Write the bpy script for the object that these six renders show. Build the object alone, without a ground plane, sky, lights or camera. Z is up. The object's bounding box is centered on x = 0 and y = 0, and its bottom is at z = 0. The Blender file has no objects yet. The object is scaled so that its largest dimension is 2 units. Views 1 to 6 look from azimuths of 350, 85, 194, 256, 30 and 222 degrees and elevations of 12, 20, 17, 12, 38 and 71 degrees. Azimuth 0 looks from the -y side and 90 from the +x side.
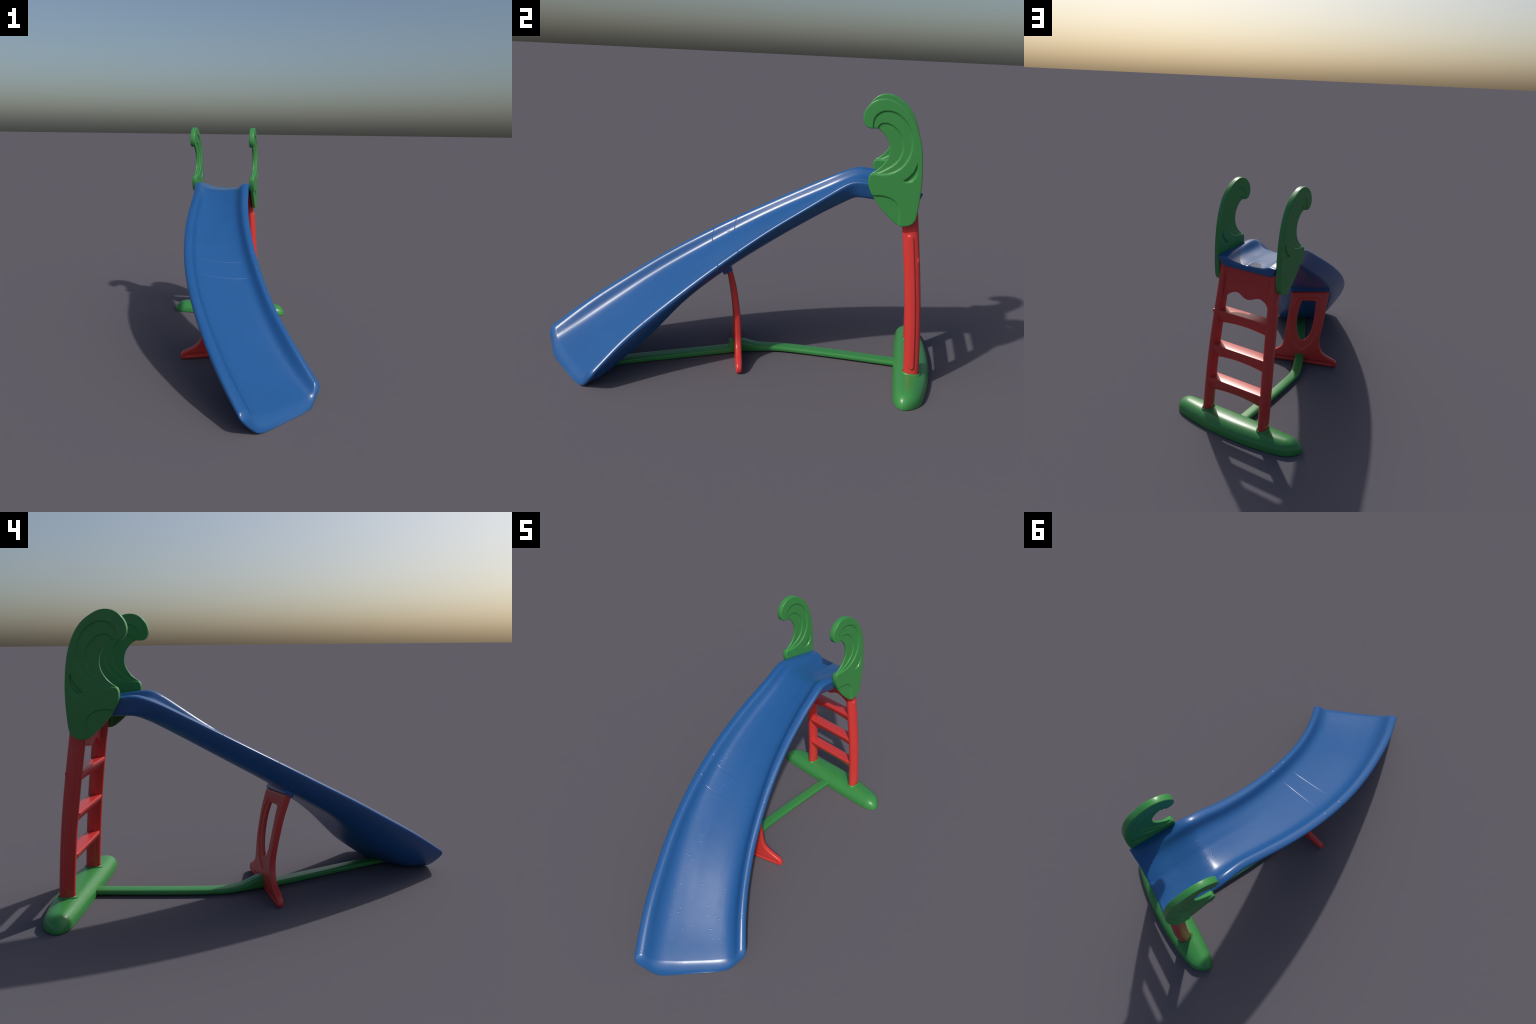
# A children's plastic garden slide: curved blue chute, red ladder with three
# rungs, two green wave-shaped side panels, red middle trestle, green floor bar.
import bpy, math
import numpy as np
from mathutils import Vector
from mathutils.geometry import delaunay_2d_cdt

# ------------------------------------------------------------------ frame ---
# The ladder stands turned about z: across = along a rung, depth = ladder to
# slide axis.  lad() turns ladder coordinates (across, depth, z) into metres.
TURN = math.radians(16.8)
ACROSS = np.array([math.cos(TURN), -math.sin(TURN), 0.0])
DEPTH = np.array([math.sin(TURN), math.cos(TURN), 0.0])
UP = np.array([0.0, 0.0, 1.0])
ACROSS0 = -0.2365


def lad(w, n, z):
    w, n, z = np.broadcast_arrays(np.asarray(w, float), np.asarray(n, float), np.asarray(z, float))
    return (w[..., None] + ACROSS0) * ACROSS + n[..., None] * DEPTH + z[..., None] * UP


# -------------------------------------------------------------- numeric aid ---
def spline(ts, vals):
    """natural cubic spline through (ts, vals); returns a callable"""
    x = np.asarray(ts, float)
    y = np.asarray(vals, float)
    one = y.ndim == 1
    if one:
        y = y[:, None]
    n = len(x)
    h = np.diff(x)
    A = np.eye(n)
    B = np.zeros_like(y)
    for i in range(1, n - 1):
        A[i, i - 1], A[i, i], A[i, i + 1] = h[i - 1], 2 * (h[i - 1] + h[i]), h[i]
        B[i] = 6 * ((y[i + 1] - y[i]) / h[i] - (y[i] - y[i - 1]) / h[i - 1])
    M = np.linalg.solve(A, B)

    def f(t):
        t = np.atleast_1d(np.asarray(t, float))
        k = np.clip(np.searchsorted(x, t) - 1, 0, n - 2)
        a = (x[k + 1] - t)[:, None]
        b = (t - x[k])[:, None]
        hh = h[k][:, None]
        r = (M[k] * a ** 3 + M[k + 1] * b ** 3) / (6 * hh) \
            + (y[k] / hh - M[k] * hh / 6) * a + (y[k + 1] / hh - M[k + 1] * hh / 6) * b
        return r[:, 0] if one else r
    return f


def curve_through(pts, step):
    """smooth open curve through 2D/3D points, resampled about every step"""
    p = np.asarray(pts, float)
    if len(p) == 2:
        m = max(2, int(np.linalg.norm(p[1] - p[0]) / step) + 1)
        return p[0] + (p[1] - p[0]) * np.linspace(0, 1, m)[:, None]
    d = np.concatenate([[0], np.cumsum(np.sqrt(np.linalg.norm(np.diff(p, axis=0), axis=1)))])
    f = spline(d, p)
    q = f(np.linspace(0, d[-1], 40 * len(p)))
    s = np.concatenate([[0], np.cumsum(np.linalg.norm(np.diff(q, axis=0), axis=1))])
    m = max(3, int(s[-1] / step) + 1)
    t = np.linspace(0, s[-1], m)
    return np.stack([np.interp(t, s, q[:, i]) for i in range(p.shape[1])], 1)


def closed_from(segments, step):
    """closed outline from smooth pieces that meet at corners"""
    out = []
    for seg in segments:
        out.append(curve_through(seg, step)[:-1])
    return np.concatenate(out)


def smooth(a, b, x):
    t = np.clip((x - a) / (b - a), 0, 1)
    return t * t * (3 - 2 * t)


def smooth_lin(a, b, x):
    return float(np.clip((x - a) / (b - a), 0, 1))


def signed_distance(P, poly):
    """distance of points P to a closed polygon, positive inside"""
    a = np.asarray(poly, float)
    b = np.roll(a, -1, 0)
    best = np.full(len(P), 1e9)
    inside = np.zeros(len(P), bool)
    for (ax, ay), (bx, by) in zip(a, b):
        ex, ey = bx - ax, by - ay
        L = ex * ex + ey * ey
        if L < 1e-16:
            continue
        px, py = P[:, 0] - ax, P[:, 1] - ay
        t = np.clip((px * ex + py * ey) / L, 0, 1)
        best = np.minimum(best, (px - t * ex) ** 2 + (py - t * ey) ** 2)
        c = (ay > P[:, 1]) != (by > P[:, 1])
        if abs(ey) > 1e-12:
            inside ^= c & (P[:, 0] < ex * (P[:, 1] - ay) / ey + ax)
    d = np.sqrt(best)
    return np.where(inside, d, -d)


# ------------------------------------------------------------- mesh helpers ---
def make(name, verts, faces, mat, parent, smooth_angle=50):
    me = bpy.data.meshes.new(name)
    me.from_pydata([tuple(v) for v in np.asarray(verts).tolist()], [], faces)
    me.update()
    ob = bpy.data.objects.new(name, me)
    bpy.context.scene.collection.objects.link(ob)
    me.materials.append(mat)
    me.polygons.foreach_set("use_smooth", [True] * len(me.polygons))
    if smooth_angle:
        me.set_sharp_from_angle(angle=math.radians(smooth_angle))
    ob.parent = parent
    return ob


def empty(name, parent=None):
    ob = bpy.data.objects.new(name, None)
    bpy.context.scene.collection.objects.link(ob)
    ob.parent = parent
    return ob


def loft(rings, cap=True):
    """closed rings (k x m x 3) -> verts, faces"""
    R = np.asarray(rings, float)
    k, m, _ = R.shape
    F = []
    for i in range(k - 1):
        for j in range(m):
            j2 = (j + 1) % m
            F.append((i * m + j, i * m + j2, (i + 1) * m + j2, (i + 1) * m + j))
    V = R.reshape(-1, 3)
    if cap:
        V = np.concatenate([V, R[0].mean(0)[None], R[-1].mean(0)[None]])
        a, b = k * m, k * m + 1
        for j in range(m):
            j2 = (j + 1) % m
            F.append((a, j2, j))
            F.append((b, (k - 1) * m + j, (k - 1) * m + j2))
    return V, F


def fix_normals(ob):
    import bmesh
    bm = bmesh.new()
    bm.from_mesh(ob.data)
    bmesh.ops.recalc_face_normals(bm, faces=bm.faces)
    bm.to_mesh(ob.data)
    bm.free()


def superellipse(m, p):
    t = np.linspace(0, 2 * math.pi, m, endpoint=False)
    c, s = np.cos(t), np.sin(t)
    return np.sign(c) * np.abs(c) ** (2 / p), np.sign(s) * np.abs(s) ** (2 / p)


def relief_plate(name, outline, holes, half, place, mat, parent, step=0.004, rnd=0.004, rims=()):
    """a moulded plate: outline with holes, faces raised or sunk by half(P),
    rounded edges; place(a, b, h) puts plate coordinates into space"""
    outline = np.asarray(outline)
    loops = [outline] + [np.asarray(h) for h in holes]
    pts, edges = [], []
    for lp in loops:
        k0 = len(pts)
        pts += lp.tolist()
        edges += [(k0 + i, k0 + (i + 1) % len(lp)) for i in range(len(lp))]
    nb = len(pts)

    def dist(P):
        d = signed_distance(P, loops[0])
        for h in loops[1:]:
            d = np.minimum(d, -signed_distance(P, h))
        return d

    def offsets(lp, r):
        t = np.roll(lp, -1, 0) - np.roll(lp, 1, 0)
        t /= np.linalg.norm(t, axis=1)[:, None] + 1e-12
        nn = np.stack([-t[:, 1], t[:, 0]], 1)
        return lp + nn * r
    extra = []
    for lp in loops:
        for r in (0.12, 0.4, 1.0):
            for sg in (1, -1):
                q = offsets(lp, sg * r * rnd)
                d = dist(q)
                extra.append(q[(d > 0.75 * r * rnd)])
    for lp in rims:
        for r in (-0.0022, -0.0008, 0.0008, 0.0022):
            q = offsets(np.asarray(lp), r)
            extra.append(q[dist(q) > rnd * 0.9])
    lo, hi = outline.min(0), outline.max(0)
    gx, gy = np.meshgrid(np.arange(lo[0], hi[0], step), np.arange(lo[1], hi[1], step))
    g = np.stack([gx.ravel() + (np.round((gy.ravel() - lo[1]) / step) % 2) * step / 2, gy.ravel()], 1)
    g = g[dist(g) > rnd * 1.3]
    for lp in rims:
        g = g[np.abs(signed_distance(g, lp)) > 0.0034]
    extra.append(g)
    E = np.concatenate(extra)
    # thin out near-duplicates
    key = np.round(E / 0.0004).astype(int)
    _, idx = np.unique(key, axis=0, return_index=True)
    E = E[np.sort(idx)]
    allp = pts + E.tolist()
    v2, _, f2, *_ = delaunay_2d_cdt([Vector(p) for p in allp], edges, [], 0, 1e-5)
    P = np.array([tuple(v) for v in v2])
    T = np.array([tuple(f) for f in f2])
    keep = dist(P[T].mean(1)) > 0
    T = T[keep]
    d = dist(P)
    onb = d < 2e-5
    H = half(P)
    dd = np.clip(d, 0, rnd)
    H = H - (rnd - np.sqrt(np.maximum(rnd ** 2 - (rnd - dd) ** 2, 0)))
    front = place(P[:, 0], P[:, 1], H)
    back = place(P[:, 0], P[:, 1], -H)
    n = len(P)
    F = [tuple(t) for t in T.tolist()] + [(a + n, c + n, b + n) for a, b, c in T.tolist()]
    cnt = {}
    for a, b, c in T.tolist():
        for e in ((a, b), (b, c), (c, a)):
            cnt[e] = cnt.get(e, 0) + 1
    for (a, b) in cnt:
        if (b, a) not in cnt:
            F.append((b, a, a + n, b + n))
    ob = make(name, np.concatenate([front, back]), F, mat, parent)
    fix_normals(ob)
    return ob


# ---------------------------------------------------------------- materials ---
def plastic(name, colour, rough=0.3, speck=0.0, grain=0.015):
    m = bpy.data.materials.new(name)
    m.use_nodes = True
    nt = m.node_tree
    N, L = nt.nodes, nt.links
    b = N["Principled BSDF"]
    co = N.new("ShaderNodeTexCoord")
    no = N.new("ShaderNodeTexNoise")
    no.inputs["Scale"].default_value = 7.0
    no.inputs["Detail"].default_value = 4.0
    L.new(co.outputs["Object"], no.inputs["Vector"])
    ramp = N.new("ShaderNodeValToRGB")
    c = np.array(colour)
    ramp.color_ramp.elements[0].position = 0.3
    ramp.color_ramp.elements[1].position = 0.7
    ramp.color_ramp.elements[0].color = (*(c * 0.98), 1)
    ramp.color_ramp.elements[1].color = (*np.minimum(c * 1.02, 1), 1)
    L.new(no.outputs["Fac"], ramp.inputs["Fac"])
    L.new(ramp.outputs["Color"], b.inputs["Base Color"])
    # roughness: faint handling marks
    n2 = N.new("ShaderNodeTexNoise")
    n2.inputs["Scale"].default_value = 28.0
    n2.inputs["Detail"].default_value = 5.0
    L.new(co.outputs["Object"], n2.inputs["Vector"])
    mr = N.new("ShaderNodeMapRange")
    mr.inputs["To Min"].default_value = rough - 0.04
    mr.inputs["To Max"].default_value = rough + 0.05
    L.new(n2.outputs["Fac"], mr.inputs["Value"])
    L.new(mr.outputs["Result"], b.inputs["Roughness"])
    # fine mould grain
    n3 = N.new("ShaderNodeTexNoise")
    n3.inputs["Scale"].default_value = 160.0
    n3.inputs["Detail"].default_value = 2.0
    L.new(co.outputs["Object"], n3.inputs["Vector"])
    bp = N.new("ShaderNodeBump")
    bp.inputs["Strength"].default_value = grain * 4
    bp.inputs["Distance"].default_value = 0.002
    L.new(n3.outputs["Fac"], bp.inputs["Height"])
    last = bp
    if speck:
        # scattered pin-head pimples and pits left by the moulding
        vo = N.new("ShaderNodeTexVoronoi")
        vo.inputs["Scale"].default_value = 75.0
        L.new(co.outputs["Object"], vo.inputs["Vector"])
        dot = N.new("ShaderNodeMapRange")
        dot.interpolation_type = 'SMOOTHSTEP'
        dot.inputs["From Min"].default_value = 0.32
        dot.inputs["From Max"].default_value = 0.05
        L.new(vo.outputs["Distance"], dot.inputs["Value"])
        sep = N.new("ShaderNodeSeparateColor")
        L.new(vo.outputs["Color"], sep.inputs["Color"])
        pick = N.new("ShaderNodeMath")
        pick.operation = 'GREATER_THAN'
        pick.inputs[1].default_value = 0.80
        L.new(sep.outputs["Red"], pick.inputs[0])
        patch = N.new("ShaderNodeTexNoise")
        patch.inputs["Scale"].default_value = 6.0
        L.new(co.outputs["Object"], patch.inputs["Vector"])
        pr = N.new("ShaderNodeMapRange")
        pr.inputs["From Min"].default_value = 0.45
        pr.inputs["From Max"].default_value = 0.6
        L.new(patch.outputs["Fac"], pr.inputs["Value"])
        m1 = N.new("ShaderNodeMath")
        m1.operation = 'MULTIPLY'
        L.new(dot.outputs["Result"], m1.inputs[0])
        L.new(pick.outputs[0], m1.inputs[1])
        m2 = N.new("ShaderNodeMath")
        m2.operation = 'MULTIPLY'
        L.new(m1.outputs[0], m2.inputs[0])
        L.new(pr.outputs["Result"], m2.inputs[1])
        b2 = N.new("ShaderNodeBump")
        b2.inputs["Strength"].default_value = speck
        b2.inputs["Distance"].default_value = 0.0012
        L.new(m2.outputs[0], b2.inputs["Height"])
        L.new(bp.outputs["Normal"], b2.inputs["Normal"])
        last = b2
    L.new(last.outputs["Normal"], b.inputs["Normal"])
    return m


BLUE = plastic("blue_plastic", (0.0165, 0.0955, 0.285), rough=0.29, speck=0.5, grain=0.0)
GREEN = plastic("green_plastic", (0.045, 0.255, 0.062), rough=0.33, grain=0.006)
RED = plastic("red_plastic", (0.63, 0.045, 0.040), rough=0.30, grain=0.003)

# ------------------------------------------------------------------- object ---
slide = empty("playground_slide")
slide["label"] = "curved blue toddler slide with red ladder and green wave handles"
slide["category"] = "playground slide"

# ============================================================ chute =========
# stations down the chute: (t, left rim edge, right rim edge)
def chute_rows():
    rows = []
    for t, n, z in ((-0.125, 0.750, 0.948), (-0.095, 0.695, 0.957), (-0.06, 0.63, 0.961), (-0.03, 0.57, 0.966), (0.0, 0.512, 0.971)):
        rows.append((t, lad(-0.181, n, z), lad(0.181, n, z)))
    for t, a, b in (
            (0.052, (-0.2640, 0.547, 0.969), (0.0750, 0.441, 0.960)),
            (0.100, (-0.272, 0.473, 0.942), (0.066, 0.384, 0.923)),
            (0.150, (-0.287, 0.401, 0.907), (0.055, 0.328, 0.882)),
            (0.200, (-0.305, 0.332, 0.872), (0.047, 0.272, 0.842)),
            (0.300, (-0.337, 0.198, 0.803), (0.037, 0.157, 0.763)),
            (0.400, (-0.361, 0.057, 0.728), (0.037, 0.039, 0.679)),
            (0.500, (-0.375, -0.096, 0.645), (0.046, -0.087, 0.583)),
            (0.600, (-0.375, -0.262, 0.553), (0.064, -0.209, 0.488)),
            (0.700, (-0.358, -0.436, 0.456), (0.090, -0.326, 0.395)),
            (0.800, (-0.324, -0.615, 0.350), (0.130, -0.448, 0.300)),
            (0.900, (-0.273, -0.805, 0.235), (0.184, -0.571, 0.202)),
            (1.000, (-0.203, -0.985, 0.114), (0.2470, -0.682, 0.099))):
        rows.append((t, np.array(a), np.array(b)))
    return rows


ROWS = chute_rows()
RT = [r[0] for r in ROWS]
LEFT = spline(RT, [r[1] for r in ROWS])
RIGHT = spline(RT, [r[2] for r in ROWS])
crest_h = spline([-0.125, 0.0, 0.1, 0.25, 0.4, 0.5, 0.75, 1.0], [0.000, 0.010, 0.013, 0.011, 0.011, 0.013, 0.017, 0.016])
floor_d = spline([-0.125, -0.06, 0.0, 0.1, 0.2, 0.35, 0.5, 0.65, 0.8, 0.9, 0.95, 1.0],
                 [0.021, 0.028, 0.034, 0.041, 0.044, 0.045, 0.046, 0.047, 0.051, 0.059, 0.059, 0.051])
under_d = spline([-0.125, 0.0, 0.1, 0.2, 0.35, 0.5, 0.6, 0.7, 0.75, 0.8, 0.85, 0.9, 0.95, 1.0],
                 [0.057, 0.077, 0.092, 0.098, 0.101, 0.099, 0.097, 0.100, 0.108, 0.120, 0.138, 0.158, 0.168, 0.122])
skirt_left = spline([-0.125, 0.0, 0.1, 0.25, 0.45, 0.7, 0.9, 1.0], [0.25, 0.25, 0.6, 0.85, 1.05, 1.4, 1.9, 1.5])
skirt_right = spline([-0.125, 0.0, 0.1, 0.25, 0.45, 0.7, 0.9, 1.0], [0.25, 0.25, 0.6, 0.85, 1.05, 1.1, 1.1, 1.1])
# the belly hangs lower on one side of the bend; the trough banks too
belly_tilt = spline([-0.125, 0.0, 0.1, 0.35, 0.6, 0.7, 0.8, 0.9, 1.0],
                    [0.0, 0.06, 0.20, 0.20, 0.15, 0.02, -0.14, 0.02, 0.08])
# rim and wall are softer on the outer side, slimmer on the inner side of the bend
soft_outer = spline([-0.125, -0.03, 0.05, 0.15, 0.3, 0.5, 0.7, 0.85, 1.0], [1.35, 1.1, 0.78, 0.75, 0.9, 1.0, 1.1, 1.4, 1.5])
slim_inner = spline([-0.125, -0.04, 0.05, 0.15, 0.3, 0.55, 0.8, 1.0], [1.25, 1.12, 1.06, 1.02, 0.95, 0.85, 0.85, 0.9])
bank = spline([-0.125, 0.3, 0.6, 0.8, 0.9, 1.0], [0.0, 0.0, 0.002, 0.007, 0.009, 0.007])

# half profile: distance in from the edge, crest share, wall share
# (a broad rounded rim that rolls softly into the trough)
TOP_X = [0.0, 0.0022, 0.007, 0.014, 0.023, 0.034, 0.043, 0.051, 0.059, 0.067, 0.075, 0.084, 0.095, 0.110, 0.140]
RIM_AT = 0.034
# share of the drop from rim crest to trough floor, by distance from the edge
DROP = spline([0.034, 0.043, 0.051, 0.059, 0.067, 0.075, 0.084, 0.095, 0.110, 0.140, 0.21],
              [0.0, 0.07, 0.24, 0.45, 0.61, 0.715, 0.79, 0.85, 0.90, 0.955, 1.0])
TOP = []
for _x in TOP_X:
    if _x <= RIM_AT:
        TOP.append((_x, math.sqrt(max(0.0, 1 - (1 - _x / RIM_AT) ** 2.2)), 0.0))
    else:
        _q = float(DROP(_x)[0])
        TOP.append((_x, 1 - _q, _q))
BOT = [(0.0, 0.06), (0.003, .13), (0.008, .21), (0.015, .31), (0.022, .40), (0.030, .50),
       (0.038, .60), (0.046, .68), (0.055, .765), (0.064, .835), (0.075, .90), (0.087, .945),
       (0.102, .975), (0.123, .993), (0.155, 1.0)]
MID = [0.72, 0.86]      # extra columns between the half profile and the centre


def chute_section(t, lift=0.0):
    a, b = LEFT(t)[0], RIGHT(t)[0]
    e = 0.004
    tan = (LEFT(t + e) + RIGHT(t + e) - LEFT(t - e) - RIGHT(t - e))[0]
    tan /= np.linalg.norm(tan)
    x = b - a
    W = np.linalg.norm(x)
    x /= W
    u = np.cross(x, tan)
    u /= np.linalg.norm(u)
    if u[2] < 0:
        u = -u
    slope = math.asin(max(0.0, -tan[2]))
    k = (0.45 + 0.75 * float(smooth(0.80, 1.0, t))) * slope
    u = u * math.cos(k) - tan * math.sin(k)
    hc, fd, ud, sl, sr = (float(f(t)[0]) for f in (crest_h, floor_d, under_d, skirt_left, skirt_right))
    topx, topz, botx, botz = [], [], [], []
    for (px, c, w), (qx, q) in zip(TOP, BOT):
        topx.append(px)
        topz.append(c * hc - w * fd)
        botx.append(qx)
        botz.append(-q * ud)
    for m in MID:
        topx.append(TOP_X[-1] + (W / 2 - TOP_X[-1]) * (m - 0.5) / 0.5)
        q = float(DROP(min(0.21, 0.140 + (m - 0.5) * 0.14 + 0.02))[0])
        topz.append((1 - q) * hc - q * fd)
        botx.append(W)
        botz.append(-ud)
    topx.append(W / 2); topz.append(-fd); botx.append(W / 2); botz.append(-ud)
    topx, topz, botx, botz = map(np.array, (topx, topz, botx, botz))
    if lift:
        topz = topz + lift
        botz = botz - lift * 0.6
        s = np.clip(1 - topx / 0.02, 0, 1) * lift
        topx = topx - s
        botx = botx - np.clip(1 - botx / 0.06, 0, 1) * lift
    fx = lambda q: np.concatenate([q, (W - q)[::-1][1:]])
    fz = lambda q: np.concatenate([q, q[::-1][1:]])
    so, sn = float(soft_outer(t)[0]), float(slim_inner(t)[0])
    lx = np.where(topx > RIM_AT, RIM_AT + (topx - RIM_AT) * so, topx)
    rx = topx * sn
    n14 = len(TOP_X)
    lx[n14:] = np.linspace(lx[n14 - 1], W / 2, len(topx) - n14 + 1)[1:]
    rx[n14:] = np.linspace(rx[n14 - 1], W / 2, len(topx) - n14 + 1)[1:]
    X, Y = np.concatenate([lx, (W - rx)[::-1][1:]]), fz(topz)
    side = 1 - 2 * X / W
    Y = Y + float(bank(t)[0]) * side * smooth(0.02, 0.10, np.minimum(X, W - X))
    bl, br = botx * sl, botx * sr
    for q in (bl, br):
        q[n14:] = np.linspace(q[n14 - 1], W / 2, len(q) - n14 + 1)[1:]
    XB, YB = np.concatenate([bl, (W - br)[::-1][1:]]), fz(botz)
    YB = YB * (1 - float(belly_tilt(t)[0]) * XB / W)
    T = a + X[:, None] * x + Y[:, None] * u
    B = a + XB[:, None] * x + YB[:, None] * u
    return T, B, tan


_h = [float(DROP(max(0.034, x))[0]) for x in TOP_X] + [1.0] * (len(MID) + 1)
SAG_SHARE = np.array(_h + _h[::-1][1:])


def build_chute():
    seam = (0.467, 0.540)
    ts = list(np.linspace(-0.1222, 0.990, 150))
    ts = [t for t in ts if all(abs(t - s) > 0.003 for s in seam) and t < 0.95]
    for s in seam:
        ts += [s - 0.0022, s - 0.0011, s - 0.0004, s + 0.0004, s + 0.0011, s + 0.0022]
    ts += list(0.952 + 0.050 * np.sin(np.linspace(0, math.pi / 2, 16)))
    ts.sort()
    rings = []

    def ring(T, B):
        return np.concatenate([T, B[::-1]])
    # rounded back edge of the platform
    T, B, tan = chute_section(ts[0])
    hv = np.array([tan[0], tan[1], 0]); hv /= np.linalg.norm(hv)
    for ang in np.linspace(90, 8, 9):
        c, s = math.cos(math.radians(ang)) ** 0.6, math.sin(math.radians(ang))
        M = T * 0.45 + B * 0.55
        rings.append(ring(M + (T - M) * (0.08 + 0.92 * c) - hv * 0.018 * s, M + (B - M) * (0.08 + 0.92 * c) - hv * 0.018 * s))
    for t in ts:
        lift = -0.0009 if min(abs(t - q) for q in seam) < 0.0006 else 0.0
        T, B, tan = chute_section(t, float(lift))
        # the cross joints sag downhill across the trough
        sag = 0.020 * float(smooth(0.12, 0.35, t) * (1 - smooth(0.70, 0.92, t)))
        if sag > 1e-5:
            T1 = chute_section(t + sag, float(lift))[0]
            T = T * (1 - SAG_SHARE[:, None]) + T1 * SAG_SHARE[:, None]
        T[:, 2] = np.maximum(T[:, 2], 0.004)
        B[:, 2] = np.maximum(B[:, 2], 0.001)
        rings.append(ring(T, B))
    # lip at the foot: the floor rolls down to the ground
    T, B, tan = chute_section(ts[-1])
    T[:, 2] = np.maximum(T[:, 2], 0.004)
    B[:, 2] = np.maximum(B[:, 2], 0.001)
    n = len(T)
    col = np.clip(np.arange(n), 4, n - 5)          # the rim ends close round their own core
    core_w = np.where(np.minimum(np.arange(n), n - 1 - np.arange(n)) < 8, 0.5, 0.36)
    core_w = np.convolve(np.pad(core_w, 4, mode="edge"), np.ones(9) / 9, mode="valid")
    M = T[col] * core_w[:, None] + B[col] * (1 - core_w[:, None])
    for _ in range(2):
        M[1:-1] = (M[:-2] + 2 * M[1:-1] + M[2:]) / 4
    inset = np.minimum(np.linalg.norm(T - T[0], axis=1), np.linalg.norm(T - T[-1], axis=1))
    reach = (0.027 + 0.015 * smooth(0.03, 0.14, inset))[:, None]
    for ang in np.linspace(7, 90, 13):
        c, q = math.cos(math.radians(ang)), math.sin(math.radians(ang))
        k = 0.04 + 0.96 * c
        adv = tan * q * reach
        T2, B2 = M + (T - M) * k + adv, M + (B - M) * k + adv
        T2[:, 2] = np.maximum(T2[:, 2], 0.002 + 0.006 * k); B2[:, 2] = np.maximum(B2[:, 2], 0.001)
        rings.append(ring(T2, B2))
    V, F = loft(rings, cap=False)
    m = len(rings[0])
    for base in (0, (len(rings) - 1) * m):
        for j in range(m // 2 - 1):
            F.append((base + j, base + j + 1, base + m - 2 - j, base + m - 1 - j))
    ob = make("chute", V, F, BLUE, slide, 60)
    fix_normals(ob)
    return ob


chute = build_chute()

# ============================================================ side panels ===
PANEL_OUT = [
    [(.531, 1.022), (.524, 1.006), (.523, .985), (.530, .957), (.550, .920), (.588, .872), (.634, .828), (.660, .808),
     (.681, .799), (.712, .802), (.737, .818), (.747, .847), (.751, .905), (.752, .96), (.750, 1.02), (.745, 1.07),
     (.738, 1.12), (.727, 1.167), (.710, 1.214), (.685, 1.26), (.654, 1.295), (.624, 1.316), (.595, 1.331), (.560, 1.338),
     (.527, 1.332), (.502, 1.316), (.484, 1.293), (.4755, 1.267), (.477, 1.243), (.487, 1.225), (.504, 1.2145), (.538, 1.2145)],
    [(.538, 1.2145), (.559, 1.202), (.580, 1.180), (.594, 1.153), (.599, 1.122), (.595, 1.095), (.583, 1.070), (.560, 1.043), (.531, 1.022)]]
WAVE_1 = [(.523, 1.205), (.520, 1.239), (.526, 1.262), (.543, 1.280), (.570, 1.289), (.603, 1.285), (.635, 1.268), (.662, 1.241),
          (.681, 1.207), (.690, 1.168), (.690, 1.126), (.680, 1.091), (.660, 1.060), (.631, 1.037), (.600, 1.0245), (.571, 1.0205), (.530, 1.0205)]
WAVE_2 = [(.538, 1.205), (.548, 1.231), (.569, 1.238), (.597, 1.232), (.626, 1.210), (.645, 1.182), (.654, 1.149), (.653, 1.117),
          (.641, 1.087), (.617, 1.060), (.590, 1.041), (.562, 1.026), (.530, 1.0205)]
SCOOP = [(.49, .926), (.553, .926), (.585, .9275), (.615, .924), (.641, .913), (.660, .895), (.6695, .868), (.675, .832), (.679, .780)]
LEAF = [[(.7215, 1.076), (.714, 1.048), (.697, 1.022), (.674, 1.0015)], [(.674, 1.0015), (.692, .998), (.711, 1.008), (.7245, 1.033), (.7255, 1.058), (.7215, 1.076)]]


def build_panel(side):
    st = 0.0045
    w1 = np.concatenate([curve_through(WAVE_1, st), [(.45, 1.0205), (.45, 1.205)]])
    w2 = np.concatenate([curve_through(WAVE_2, st), [(.45, 1.0205), (.45, 1.205)]])
    sc = np.concatenate([curve_through(SCOOP, st), [(.49, .780)]])
    lf = closed_from(LEAF, 0.003)

    def half(P):
        h = np.full(len(P), 0.0152)
        for poly, dep in ((w1, 0.0048), (w2, 0.0046), (sc, 0.0055), (lf, 0.0068)):
            h = h - dep * smooth(-0.0022, 0.0022, signed_distance(P, poly))
        return h
    mid = 0.1930 * side
    ob = relief_plate("side_panel", closed_from(PANEL_OUT, st), [], half,
                      lambda a, b, h: lad(mid + h * side, a, b), GREEN, slide, step=0.0055, rnd=0.0038,
                      rims=(w1, w2, sc, lf))
    return ob


build_panel(1)
build_panel(-1)

# ============================================================ ladder ========
ladder = empty("ladder", slide)
rail_n = spline([0.04, 0.26, 0.45, 0.62, 0.78, 0.93], [0.823, 0.803, 0.781, 0.756, 0.730, 0.704])
rail_w = spline([0.04, 0.2, 0.45, 0.76, 0.93], [0.1845, 0.182, 0.176, 0.162, 0.155])
rail_hw = spline([0.04, 0.2, 0.45, 0.76, 0.93], [0.0235, 0.023, 0.0225, 0.022, 0.0215])


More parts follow.
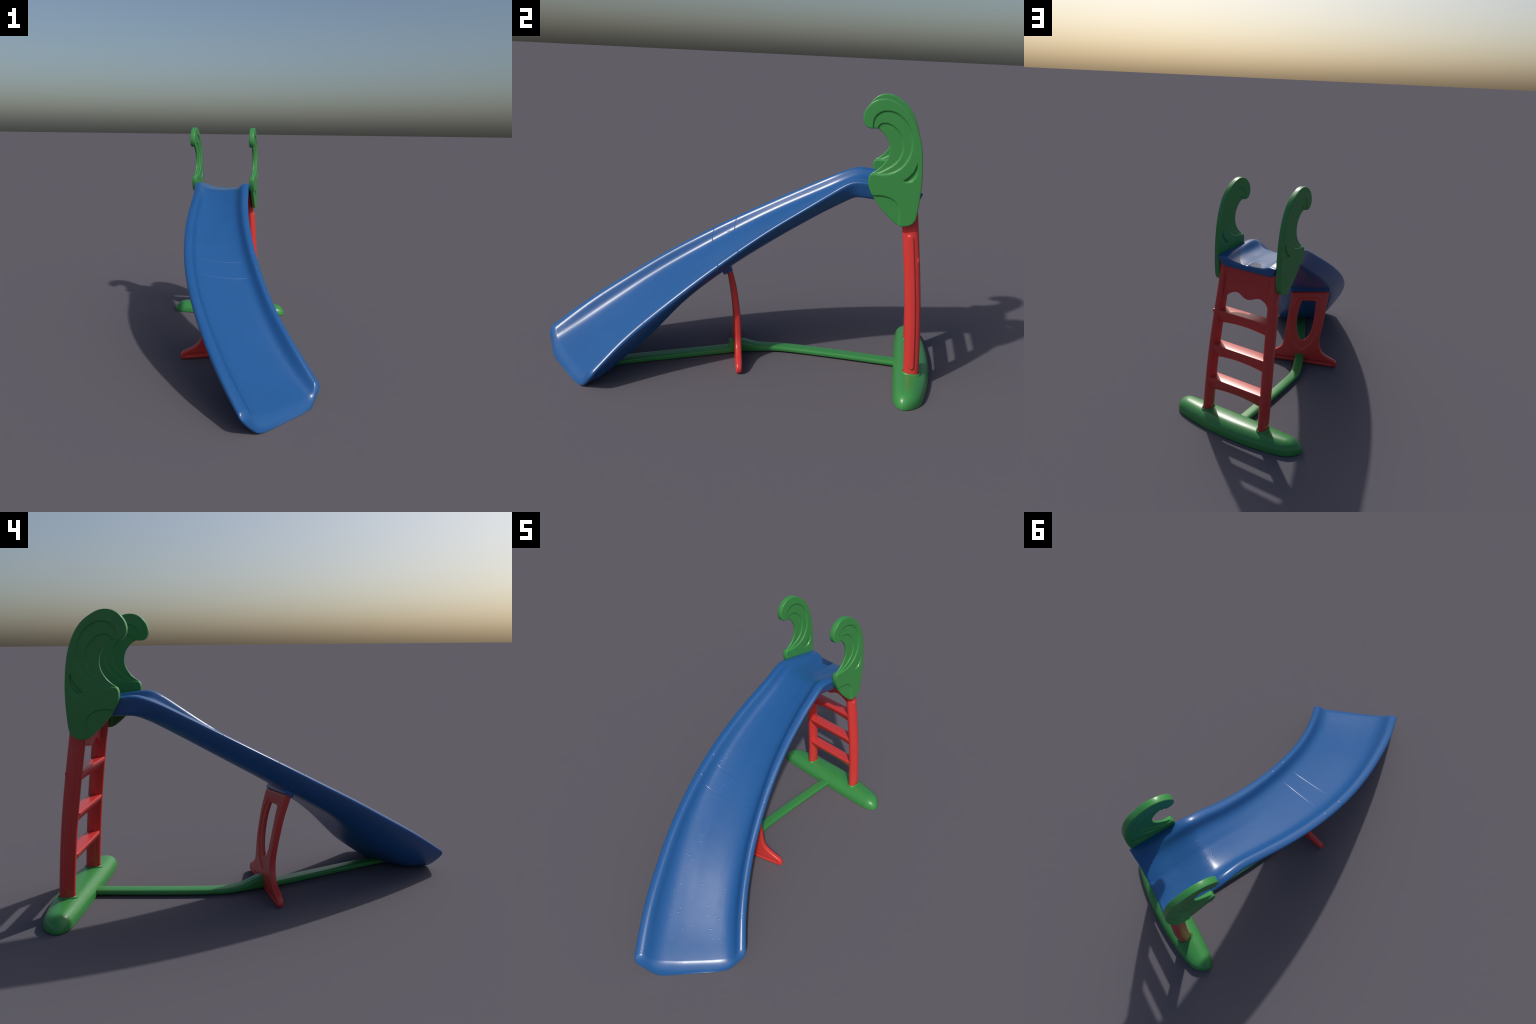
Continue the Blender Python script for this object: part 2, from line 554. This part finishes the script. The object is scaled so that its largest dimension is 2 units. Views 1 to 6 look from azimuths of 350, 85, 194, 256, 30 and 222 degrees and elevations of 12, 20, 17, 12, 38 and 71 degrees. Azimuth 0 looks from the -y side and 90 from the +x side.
def build_rail(side):
    cx, cn = superellipse(96, 2.25)
    rings = []
    for z in np.concatenate([np.linspace(0.045, 0.085, 8), np.linspace(0.09, 0.125, 14), np.linspace(0.14, 0.71, 60), np.linspace(0.72, 0.765, 18), np.linspace(0.78, 0.915, 14)]):
        c, w, hw = float(rail_n(z)[0]), float(rail_w(z)[0]), float(rail_hw(z)[0])
        dn = cn * 0.0368
        # raised pill-shaped stiffener on the outer and inner face
        zz = np.clip(z, 0.115, 0.742)
        d = np.hypot(dn + 0.001, z - zz) - 0.0135
        lift = 0.0062 * smooth(0.0028, -0.0022, d)
        rings.append(lad(side * (w + cx * hw + np.sign(cx) * lift), c + dn, np.full(96, z)))
    V, F = loft(rings)
    ob = make("rail", V, F, RED, ladder)
    fix_normals(ob)


build_rail(1)
build_rail(-1)


def round_poly(poly, r, k=5):
    """2D polygon with rounded corners"""
    p = np.asarray(poly, float)
    out = []
    for i in range(len(p)):
        a, b, c = p[i - 1], p[i], p[(i + 1) % len(p)]
        u, v = (a - b) / np.linalg.norm(a - b), (c - b) / np.linalg.norm(c - b)
        rr = min(r, 0.45 * np.linalg.norm(a - b), 0.45 * np.linalg.norm(c - b))
        s, e = b + u * rr, b + v * rr
        for t in np.linspace(0, 1, k):
            out.append((1 - t) ** 2 * s + 2 * t * (1 - t) * b + t * t * e)
    return np.array(out)


def build_rung(ztop):
    c = float(rail_n(ztop)[0])
    rings = []
    for w in np.linspace(-0.186, 0.186, 41):
        arch = 0.013 * (1 - (w / 0.15) ** 2) if abs(w) < 0.15 else 0
        k = 1 - 0.5 * smooth(0.155, 0.186, abs(w))
        # wedge: flat tread on top, front and back faces run together below
        sec = [(c - 0.037 * k, ztop), (c + 0.036, ztop - 0.004), (c + 0.035, ztop - 0.016), (c + 0.023, ztop - 0.076 + arch),
               (c + 0.006, ztop - 0.078 + arch), (c - 0.035 * k, ztop - 0.016)]
        sec = round_poly(sec, 0.008)
        rings.append(lad(np.full(len(sec), w), sec[:, 0], sec[:, 1]))
    V, F = loft(rings)
    ob = make("rung", V, F, RED, ladder)
    fix_normals(ob)


for z in (0.2715, 0.4635, 0.6565):
    build_rung(z)

# top board of the ladder with its wavy lower edge
BOARD = [
    [(-.176, .80), (-.137, .724)],
    [(-.137, .724), (-.129, .740), (-.112, .752), (-.088, .760), (-.062, .757), (-.030, .744), (-.004, .740), (.024, .749), (.051, .763),
     (.083, .761), (.108, .748), (.128, .734), (.137, .724)],
    [(.137, .724), (.176, .80), (.180, .87), (.180, .928)],
    [(.180, .928), (.13, .905), (0, .899), (-.13, .905), (-.180, .928)],
    [(-.180, .928), (-.180, .87), (-.176, .80)]]


def build_board():
    def place(a, b, h):
        c = rail_n(b) + 0.0050 + 0.014 * smooth(0.80, 0.92, b) - 0.007 * (1 - (a / 0.18) ** 2)
        return lad(a, c + h, b)
    relief_plate("top_board", closed_from(BOARD, 0.006), [], lambda P: np.full(len(P), 0.0150), place, RED, ladder,
                 step=0.010, rnd=0.005)


build_board()

# ============================================================ floor base ====
base = empty("floor_base", slide)


def build_beam():
    """banana-shaped hollow foot under the ladder"""
    front = spline([-.41, -.36, -.27, -.1, 0.1, .27, .36, .41], [.750, .746, .741, .739, .739, .741, .746, .750])
    rear = spline([-.41, -.36, -.27, -.1, 0.0, .1, .27, .36, .41], [.845, .868, .893, .914, .918, .915, .893, .868, .845])
    m = 40
    t = np.linspace(0, math.pi, m)
    c, s = np.cos(t), np.sin(t)
    px = np.sign(c) * np.abs(c) ** (2 / 2.3)
    pz = s ** (2 / 2.5)
    rings = []
    for q in np.sin(np.linspace(-math.pi / 2, math.pi / 2, 121)):
        w = 0.4085 * q
        f, r = float(front(w)[0]), float(rear(w)[0])
        # ends close as rounded noses
        e = (max(0.0, 1 - smooth_lin(0.82, 1.0, abs(q)) ** 2.2)) ** 0.5
        mid, hw = (f + r) / 2 - 0.006 * (1 - e), max((r - f) / 2 * e, 0.0006)
        g = (max(0.0, 1 - smooth_lin(0.80, 1.0, abs(q)) ** 2.3)) ** 0.5
        H = 0.004 + (0.057 + 0.013 * (1 - q * q) ** 0.7) * g
        top = lad(np.full(m, w), mid + px * hw, 0.0005 + np.maximum(pz * H, 0.0))
        bot = lad(np.full(m, w), mid - px * hw * 0.96, np.full(m, 0.0))
        rings.append(np.concatenate([top, bot[1:-1]]))
    V, F = loft(rings)
    ob = make("foot_beam", V, F, GREEN, base, 50)
    fix_normals(ob)


build_beam()


def build_collar(side):
    cx, cn = superellipse(64, 2.25)
    c, w = float(rail_n(0.068)[0]), float(rail_w(0.068)[0])
    rings = []
    for g, z in ((0.011, 0.056), (0.0085, 0.0705), (0.0065, 0.0755), (0.0035, 0.0765), (0.001, 0.073), (-0.002, 0.05)):
        rings.append(lad(side * (w + cx * (0.0225 + g)), c + cn * (0.0362 + g), np.full(64, z)))
    V, F = loft(rings, cap=False)
    ob = make("collar", V, F, GREEN, base)
    fix_normals(ob)


build_collar(1)
build_collar(-1)


def bar_ring(x, y, dx, dy, hw, h, m=40, p=4.0):
    cx, cz = superellipse(m, p)
    l = math.hypot(dx, dy)
    nx, ny = -dy / l, dx / l
    return np.stack([x + nx * cx * hw, y + ny * cx * hw, 0.003 + (cz + 1) * h / 2], 1)


def build_bar():
    # ladder side: x, y, half width, height
    A = np.array([(-.004, .800, .031, .029), (-.045, .655, .031, .029), (-.090, .490, .031, .029), (-.130, .335, .031, .029),
                  (-.152, .240, .031, .029), (-.1625, .165, .031, .030), (-.160, .110, .031, .034), (-.156, .065, .031, .043),
                  (-.152, .030, .031, .056), (-.148, -.005, .031, .066), (-.144, -.034, .031, .068)])
    d = np.concatenate([[0], np.cumsum(np.linalg.norm(np.diff(A[:, :2], axis=0), axis=1))])
    f = spline(d, A)
    rings = []
    for t in np.linspace(0, d[-1], 60):
        x, y, hw, h = f(t)[0]
        t2 = (f(t + 0.002) - f(t - 0.002))[0]
        rings.append(bar_ring(x, y, t2[0], t2[1], hw, h, p=3.4))
    V, F = loft(rings)
    ob = make("ladder_side_bar", V, F, GREEN, base)
    fix_normals(ob)
    # chute side, with the collar that locks it behind the trestle
    rings = []
    p0, p1 = np.array([-.144, -.058]), np.array([.016, -.770])
    dr = (p1 - p0) / np.linalg.norm(p1 - p0)
    L = np.linalg.norm(p1 - p0)
    for s, hw, h in ((-.020, .030, .056), (-.012, .034, .060), (0.0, .035, .061), (.010, .034, .060), (.0105, .0300, .030), (.05, .0300, .029)):
        q = p0 + dr * s
        rings.append(bar_ring(q[0], q[1], dr[0], dr[1], hw, h, p=4.5))
    for s in np.linspace(.1, L, 24):
        q = p0 + dr * s
        rings.append(bar_ring(q[0], q[1], dr[0], dr[1], .0300, .029 - 0.008 * smooth(.6 * L, L, s), p=4.5))
    V, F = loft(rings)
    ob = make("chute_side_bar", V, F, GREEN, base, 40)
    fix_normals(ob)


build_bar()

# ============================================================ trestle =======
T_ANG = math.radians(4)
T_U = np.array([math.cos(T_ANG), math.sin(T_ANG), 0])
T_V = np.array([-math.sin(T_ANG), math.cos(T_ANG), 0])
T_O = np.array([-.165, -.035, 0])
TRESTLE = [
    [(-.226, .001), (-.236, .012), (-.233, .034), (-.215, .051), (-.178, .066), (-.140, .088), (-.117, .122), (-.108, .178), (-.118, .26),
     (-.131, .368), (-.147, .515)],
    [(-.147, .515), (.106, .486)],
    [(.106, .486), (.117, .339), (.129, .205), (.134, .150), (.146, .112), (.170, .088), (.205, .067), (.238, .050), (.255, .032), (.257, .012),
     (.248, .001)],
    [(.248, .001), (.02, .001), (-.226, .001)]]
HOLE = [[(.020, .432), (-.048, .438)], [(-.048, .438), (-.055, .435), (-.058, .428)],
        [(-.058, .428), (-.058, .374), (-.052, .290), (-.035, .220), (-.010, .179), (.009, .169), (.027, .179), (.043, .222), (.050, .288),
         (.045, .362), (.032, .417)], [(.032, .417), (.028, .428), (.020, .432)]]
SINK = [[(.040, .452), (.012, .459), (-.068, .465), (-.082, .461), (-.090, .446)],
        [(-.090, .446), (-.093, .380), (-.086, .267), (-.055, .165), (.012, .096)],
        [(.012, .096), (.055, .135), (.083, .215), (.088, .265), (.082, .343), (.064, .420), (.040, .452)]]
SLOT = [(-.200, .018), (.220, .018), (.228, .026), (.220, .034), (-.200, .034), (-.208, .026)]
lean = spline([-.05, .16, .25, .335, .40, .47, .53], [.001, -.001, -.008, -.020, -.032, -.050, -.068])


def build_trestle():
    st = 0.005
    sink = closed_from(SINK, st)
    slot = closed_from([SLOT[i:i + 2] for i in range(5)] + [[SLOT[5], SLOT[0]]], st)

    def half(P):
        h = np.full(len(P), 0.0150)
        h = h - 0.0055 * smooth(-0.004, 0.004, signed_distance(P, sink))
        h = h - 0.0030 * smooth(-0.003, 0.003, signed_distance(P, slot))
        return h

    def place(a, b, h):
        return T_O + a[:, None] * T_U + (lean(b) + h + (0.012 - a) * (0.042 - 0.13 * b))[:, None] * T_V + b[:, None] * UP
    relief_plate("trestle", closed_from(TRESTLE, st), [(closed_from(HOLE, st) - (-.005, .30)) * (1.08, 1.02) + (-.005, .30)], half, place, RED, slide, step=0.0065, rnd=0.009,
                 rims=(sink, slot))


build_trestle()


def build_socket():
    """blue socket under the chute that takes the top of the trestle"""
    x = T_U * 0.254 + np.array([0, 0, -0.030]); x /= np.linalg.norm(x)
    down = np.array([-0.10, 0.545, -0.83]); down -= x * (down @ x); down /= np.linalg.norm(down)
    fwd = np.cross(x, down)
    c0 = T_O + T_U * -.020 + T_V * -.062 + UP * .503
    rings = []
    sec = round_poly([(-.131, -.026), (.131, -.026), (.131, .022), (-.131, .022)], 0.006)
    for k, s in ((-.022, 1.0), (.006, 1.0), (.0095, .985), (.010, .90)):
        g = sec * (s if k < 0.0098 else .9)
        rings.append(c0 + g[:, :1] * x + g[:, 1:] * fwd + down * k)
    V, F = loft(rings)
    ob = make("socket", V, F, BLUE, slide, 40)
    fix_normals(ob)


build_socket()
